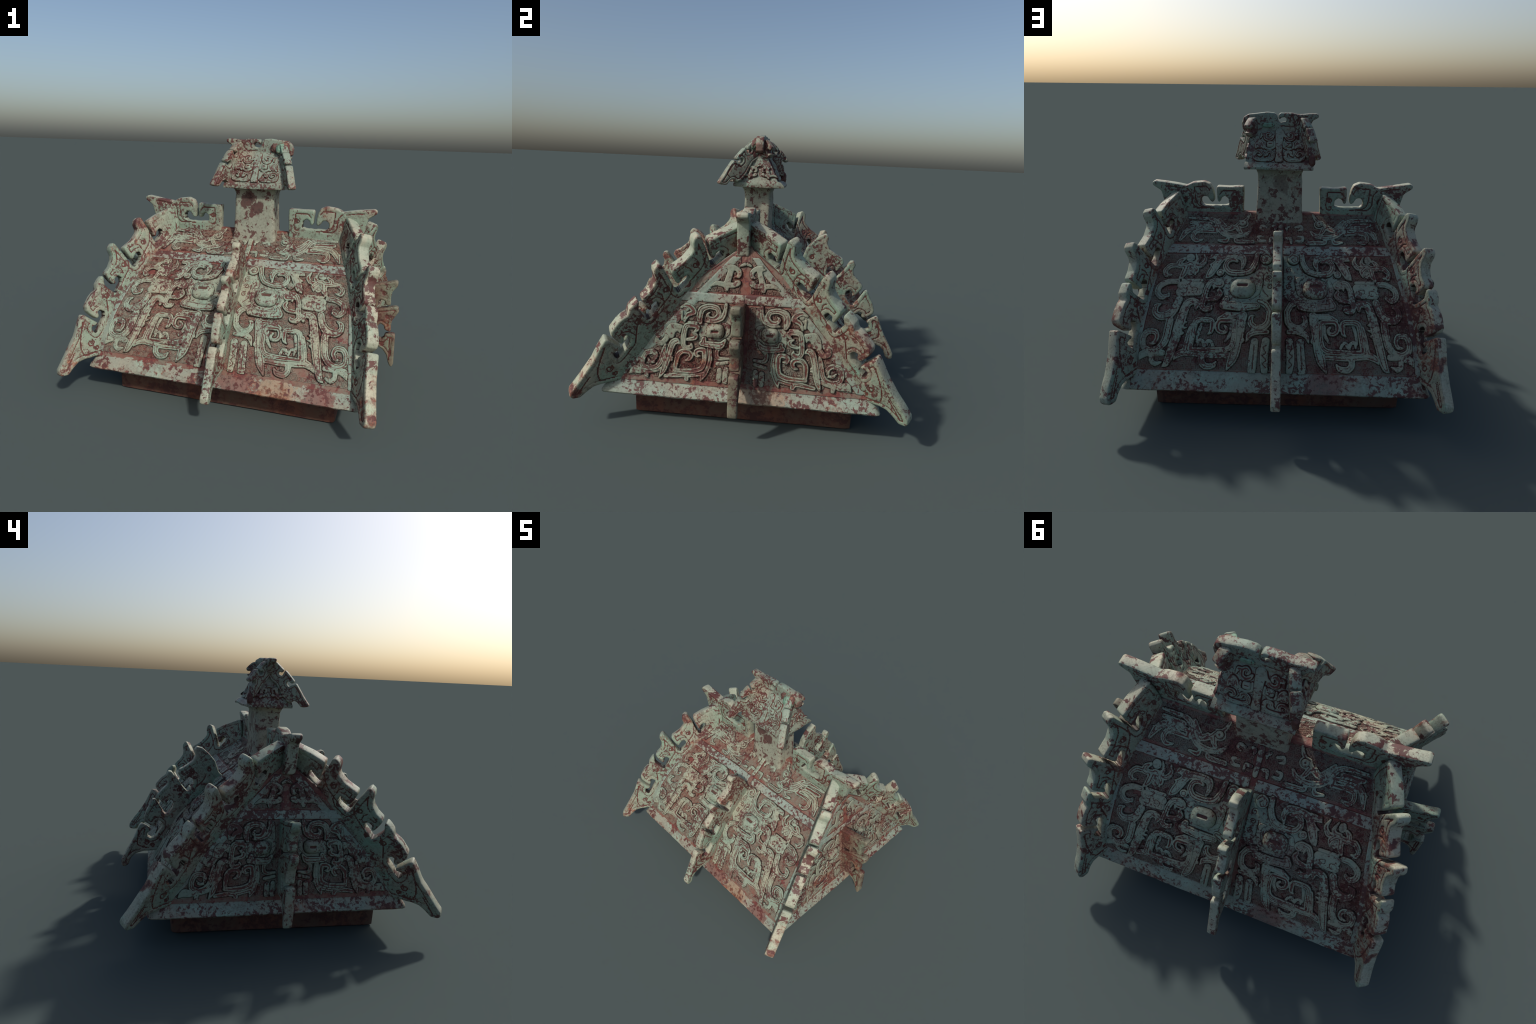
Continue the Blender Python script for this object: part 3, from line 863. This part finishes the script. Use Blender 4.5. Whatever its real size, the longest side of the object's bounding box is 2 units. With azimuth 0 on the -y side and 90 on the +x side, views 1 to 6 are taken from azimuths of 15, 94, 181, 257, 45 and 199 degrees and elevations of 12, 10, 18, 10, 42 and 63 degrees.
GF = [(.68, .69), (.745, .712), (.80, .722), (.838, .724), (.90, .738), (.962, .755), (.978, .742), (.974, .712), (.945, .672), (.940, .63), (.945, .585), (.930, .572),
      (.905, .580), (.898, .605), (.875, .612), (.862, .598), (.862, .572), (.850, .550), (.838, .538), (.80, .520), (.80, .545), (.848, .548), (.90, .560), (.975, .580),
      (.996, .572), (1.0, .540), (.962, .478), (.955, .440), (.958, .402), (.945, .395), (.912, .408), (.905, .436), (.885, .446), (.868, .430), (.866, .385), (.876, .350), (.898, .345), (.912, .358),
      (.915, .376), (.925, .386), (.970, .392), (.987, .384), (.988, .28), (.990, .180), (.984, .158), (.966, .153), (.952, .180), (.937, .233), (.910, .268), (.880, .284),
      (.80, .286), (.74, .30), (.70, .50)]
for k, sx in enumerate((1, -1)):
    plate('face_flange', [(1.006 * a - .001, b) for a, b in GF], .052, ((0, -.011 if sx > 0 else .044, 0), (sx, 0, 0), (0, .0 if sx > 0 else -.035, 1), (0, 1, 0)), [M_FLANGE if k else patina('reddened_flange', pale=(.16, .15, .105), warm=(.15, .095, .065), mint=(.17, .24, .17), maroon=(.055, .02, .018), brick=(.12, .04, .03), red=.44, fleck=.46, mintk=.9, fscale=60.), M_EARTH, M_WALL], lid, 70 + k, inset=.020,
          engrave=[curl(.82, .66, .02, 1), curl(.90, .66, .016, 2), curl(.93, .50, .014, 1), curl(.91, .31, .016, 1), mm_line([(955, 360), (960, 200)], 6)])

RF = [(.242, .96), (.240, 1.08), (.236, 1.160), (.244, 1.170), (.33, 1.166), (.408, 1.170), (.416, 1.158), (.413, 1.078), (.404, 1.060), (.390, 1.064), (.383, 1.088), (.362, 1.101), (.341, 1.086),
      (.338, 1.050), (.36, 1.044), (.41, 1.041), (.495, 1.043), (.514, 1.058), (.514, 1.084), (.496, 1.100), (.474, 1.098), (.456, 1.070), (.442, 1.060), (.428, 1.066), (.426, 1.095), (.436, 1.150),
      (.452, 1.184), (.490, 1.200), (.56, 1.192), (.605, 1.170), (.65, 1.178), (.735, 1.190), (.805, 1.200), (.825, 1.190), (.826, 1.168), (.800, 1.150), (.773, 1.132), (.758, 1.085), (.742, 1.02), (.725, .95), (.68, .94), (.25, .94)]
RF_LINES = [mm_line([(600, 1150), (575, 1120), (570, 1060), (545, 1030), (480, 1026)], 7), mm_line([(555, 1160), (480, 1165), (455, 1140)], 6), mm_line([(555, 1160), (545, 1075), (520, 1040), (430, 1026)], 6),
            mm_line([(290, 1140), (370, 1140), (395, 1115)], 6), mm_line([(290, 1140), (280, 1060), (290, 1030), (315, 1030)], 6), curl(.305, 1.09, .018, 2), curl(.62, 1.08, .02, 2), curl(.635, 1.04, .016, 0),
            mm_line([(625, 1150), (680, 1160), (740, 1165)], 6)]
for k, sx in enumerate((1, -1)):
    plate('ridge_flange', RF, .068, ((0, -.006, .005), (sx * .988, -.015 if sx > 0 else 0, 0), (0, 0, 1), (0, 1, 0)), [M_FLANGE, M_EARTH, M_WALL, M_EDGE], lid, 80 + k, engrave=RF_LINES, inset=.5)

# ------------------------------------------------------------------ stem and knob
rect_loft('stem', [(-.140, .166, -.100, .082, .93), (-.134, .163, -.096, .078, .975), (-.129, .157, -.092, .076, 1.02), (-.126, .150, -.090, .076, 1.12), (-.126, .146, -.089, .078, 1.22),
                   (-.122, .147, -.092, .074, 1.262), (-.132, .156, -.102, .084, 1.288), (-.15, .17, -.12, .10, 1.304)], [M_STEM], lid, nseg=16, seed=5, amp=.002, corner=.016, warp=False)

KX, KY = .017, .004
KR = [(-.16, .19, -.13, .14, 1.296), (-.186, .220, -.152, .160, 1.300), (-.188, .224, -.154, .162, 1.312), (-.182, .220, -.147, .140, 1.334), (-.177, .216, -.141, .118, 1.340),
      (-.150, .202, -.095, .078, 1.430), (-.120, .186, -.036, .026, 1.515), (-.112, .180, -.018, .014, 1.535)]
knob = rect_loft('knob', KR, [M_KNOB], lid, nseg=28, seed=8, amp=.003, corner=.0, warp=False)

def knob_map(kind, sg):
    """u across (m), s up the slope from the knob rim"""
    def m(u, s, h):
        t = np.clip(s / .225, 0, 1.1)
        z = 1.340 + .195 * t
        if kind == 'F':
            y = np.interp(z, [1.340, 1.430, 1.515, 1.535], [.1475, .1015, .042, .024] if sg < 0 else [.112, .072, .020, .008])
            return np.stack([KX + u, .006 + sg * (y + .84 * h), z + .54 * h], 1)
        x = np.interp(z, [1.340, 1.430, 1.515, 1.535], [.1925, .166, .136, .129] if sg < 0 else [.200, .186, .170, .164])
        return np.stack([KX - .001 + sg * (x + .95 * h), .006 + u, z + .31 * h], 1)
    m.flip = (sg > 0) if kind == 'F' else (sg < 0)
    return m

def mirror(prims, sx):
    out = []
    for p in prims:
        if p[0] == 'stroke': out.append(('stroke', [(sx * a, b) for a, b in p[1]], p[2]))
        elif p[0] == 'disc': out.append(('disc', [(sx * a, b) for a, b in p[1]], p[2]))
        elif p[0] == 'poly': out.append(('poly', [(sx * a, b) for a, b in p[1]]))
        else: out.append(('rbox', sx * p[1]) + p[2:])
    return out

def scaled(prims, k, dx, dy):
    out = []
    for p in prims:
        out.append(('stroke', [(a * k + dx, b * k + dy) for a, b in p[1]], [w * k for w in p[2]]))
    return out

KNOB_FACE = {
    'horn': [stroke([(36, 165), (46, 150), (66, 142), (84, 152), (84, 178), (66, 188), (52, 176), (60, 164)], [10, 15, 16, 16, 16, 15, 12, 8]), stroke([(84, 178), (104, 178), (112, 152)], [12, 14, 6])],
    'nose': [stroke([(0, 192), (0, 120), (0, 60), (0, 12)], [44, 36, 30, 40]), stroke([(14, 195), (26, 172), (40, 160)], [20, 16, 10])],
    'eye': [rbox(54, 112, 21, 19, 12)],
    'eye_socket': [stroke([(30, 130), (28, 98), (56, 82), (84, 92), (84, 122)], [10, 11, 12, 11, 8])],
    'ear': [stroke([(96, 90), (104, 118), (120, 130), (134, 112), (138, 90)], [12, 16, 18, 16, 12]), disc([(117, 100)], 12)],
    'body_coil': [stroke([(84, 38), (72, 46), (70, 60), (52, 66), (38, 52), (38, 26), (60, 12), (112, 12), (142, 22), (148, 48), (136, 66), (114, 66), (104, 50), (114, 40), (126, 46)],
                         [8, 13, 16, 17, 18, 18, 19, 19, 18, 17, 17, 16, 14, 12, 7])],
}
for sg in (-1, 1):
    fm = knob_map('F', sg)
    for sx in (-1, 1):
        for j, (nm, pr) in enumerate(KNOB_FACE.items()):
            if nm == 'nose' and sx > 0: continue
            relief(nm, mirror(pr, sx), fm, .017 if nm == 'eye' else .010, [M_KNOB, M_EARTH], knob, 900 + 30 * j + 7 * sx + sg, cell=.0028, dome=(nm == 'eye'), dg=0 if nm in ('eye', 'eye_socket', 'nose') else .0062,
                   r=.005, gw=.0016, gdep=.003, jitter=.001, widen=1.15, edep=.005, engrave=[stroke([(sx * 46, 113), (sx * 62, 113)], [7, 7])] if nm == 'eye' else ())
for sg in (-1, 1):
    fm = knob_map('G', sg)
    for sx in (-1, 1):
        relief('bird', mirror(scaled(GABLE['bird'], .60, -2, -286), sx), fm, .011, [M_KNOB, M_EARTH], knob, 980 + 3 * sx + sg, cell=.0028, dg=0, r=.005, jitter=.001, widen=1.0)

KRIDGE = [(-.10, 1.50), (-.150, 1.515), (-.163, 1.545), (-.180, 1.576), (-.214, 1.594), (-.214, 1.610), (-.200, 1.616), (-.165, 1.617), (-.122, 1.612), (-.090, 1.610), (-.060, 1.617), (-.02, 1.618), (.012, 1.618),
          (.022, 1.606), (.022, 1.592), (.014, 1.584), (.004, 1.594), (-.014, 1.596), (-.027, 1.586), (-.022, 1.568), (.010, 1.562), (.022, 1.572), (.028, 1.590),
          (.032, 1.606), (.048, 1.618), (.09, 1.620), (.15, 1.614), (.205, 1.610), (.232, 1.594), (.246, 1.560), (.240, 1.520), (.222, 1.508), (.20, 1.520), (.185, 1.50), (.10, 1.49)]
plate('knob_ridge', KRIDGE, .050, ((0, .002, 0), (1, 0, 0), (0, 0, 1), (0, 1, 0)), [M_KNOB, M_EARTH], knob, 90, trim=.001, cell=.003, blur=2, r=.01, inset=.5,
      engrave=[mm_line([(-150, 1600), (-100, 1590), (-88, 1560), (-60, 1540), (0, 1545)], 5), mm_line([(-60, 1605), (-45, 1590), (-45, 1565)], 5), curl(-.115, 1.565, .014, 2, w=5)])

KHIP_A = [(-.01, -.03), (.0, .03), (.02, .055), (.046, .048), (.070, .028), (.092, .006), (.088, -.008), (.074, -.012), (.068, -.004), (.058, -.014), (.066, -.030), (.088, -.034)]
KHIP_B = [(.102, .002), (.117, -.010), (.132, -.026), (.166, -.064), (.164, -.074), (.150, -.080), (.140, -.072), (.128, -.066), (.117, -.072), (.118, -.088), (.134, -.104)]
KHIP_C = [(.158, -.090), (.180, -.081), (.225, -.148), (.269, -.214), (.266, -.224), (.240, -.230), (.218, -.228), (.206, -.212), (.192, -.198), (.174, -.192), (.160, -.200), (.150, -.210), (.125, -.20)]
KHIP_END = {'A': [(.06, -.06), (.02, -.05)], 'AB': [(.140, -.150), (.134, -.175), (.11, -.17), (.06, -.10), (.02, -.06)], 'ABC': [(.09, -.16), (.05, -.09), (.01, -.06)]}
for k, (sx, sy, kind) in enumerate(((-1, -1, 'ABC'), (1, -1, 'ABC'), (1, 1, 'A'), (-1, 1, 'AB'))):
    pts = KHIP_A + (KHIP_B if 'B' in kind else []) + (KHIP_C if 'C' in kind else []) + KHIP_END[kind]
    O = np.array([KX + sx * (.135 if sx < 0 else .145), .006 + sy * .012 - (.012 if sy > 0 else 0), 1.540]); e1 = np.array([sx * (.42 if sx < 0 else .50), sy * (.907 if sx < 0 else .866), 0])
    plate('knob_flange', pts, .050, (O, e1, (0, 0, 1), norm(np.cross(e1, (0, 0, 1)))), [M_KNOB, M_EARTH], knob, 92 + k, trim=.001, cell=.003, blur=2, r=.009, inset=.014,
          engrave=[curl(.14, -.055, .01, 1, w=4), mm_line([(185, -105), (215, -160), (200, -180)], 5)])

def lump(name, c, r, mat, parent, seed, amp=.25, rot=0.):
    """corrosion crust: a rough knobbly mass"""
    n, m = 40, 24
    th, ph = np.meshgrid(np.linspace(0, 2 * math.pi, n, endpoint=False), np.linspace(.02, math.pi - .02, m), indexing='ij')
    box = lambda v: np.sign(v) * np.abs(v) ** .7
    d = np.stack([np.cos(th) * np.sin(ph), np.sin(th) * np.sin(ph), np.cos(ph)], -1).reshape(-1, 3)
    k = 1 + amp * (.6 * wob(d[:, 0] * .35 + d[:, 2] * .2, d[:, 1] * .35, seed, 1) + .4 * wob(d[:, 0] * .8, d[:, 1] * .8 + d[:, 2], seed + 4, 1.2))
    V = box(d) * .86 * k[:, None] * np.array(r)
    c_, s_ = math.cos(rot), math.sin(rot)
    V = np.stack([V[:, 0], c_ * V[:, 1] - s_ * V[:, 2], s_ * V[:, 1] + c_ * V[:, 2]], 1) + np.array(c)
    F = []
    for i in range(n):
        for j in range(m - 1):
            a = i * m + j; b = ((i + 1) % n) * m + j
            F.append((a, a + 1, b + 1, b))
    F.append([i * m for i in range(n)]); F.append([i * m + m - 1 for i in range(n - 1, -1, -1)])
    return new_mesh(name, V, F, [mat], None, parent, angle=60)

lump('corrosion_crust', (.178, -.034, 1.562), (.050, .024, .048), M_CRUST, knob, 3, .22, rot=-.6)
lump('corrosion_crust', (.186, .018, 1.566), (.034, .016, .030), M_SCAB, knob, 9, .22, rot=.6)
lump('corrosion_crust', (.085, .028, 1.548), (.042, .010, .016), M_CRUST, knob, 15, .15)
lump('corrosion_crust', (.130, -.026, 1.562), (.040, .016, .034), M_SCAB, knob, 27, .25)
lump('corrosion_crust', (-.180, .135, 1.355), (.022, .022, .042), M_SCAB, knob, 41, .25)
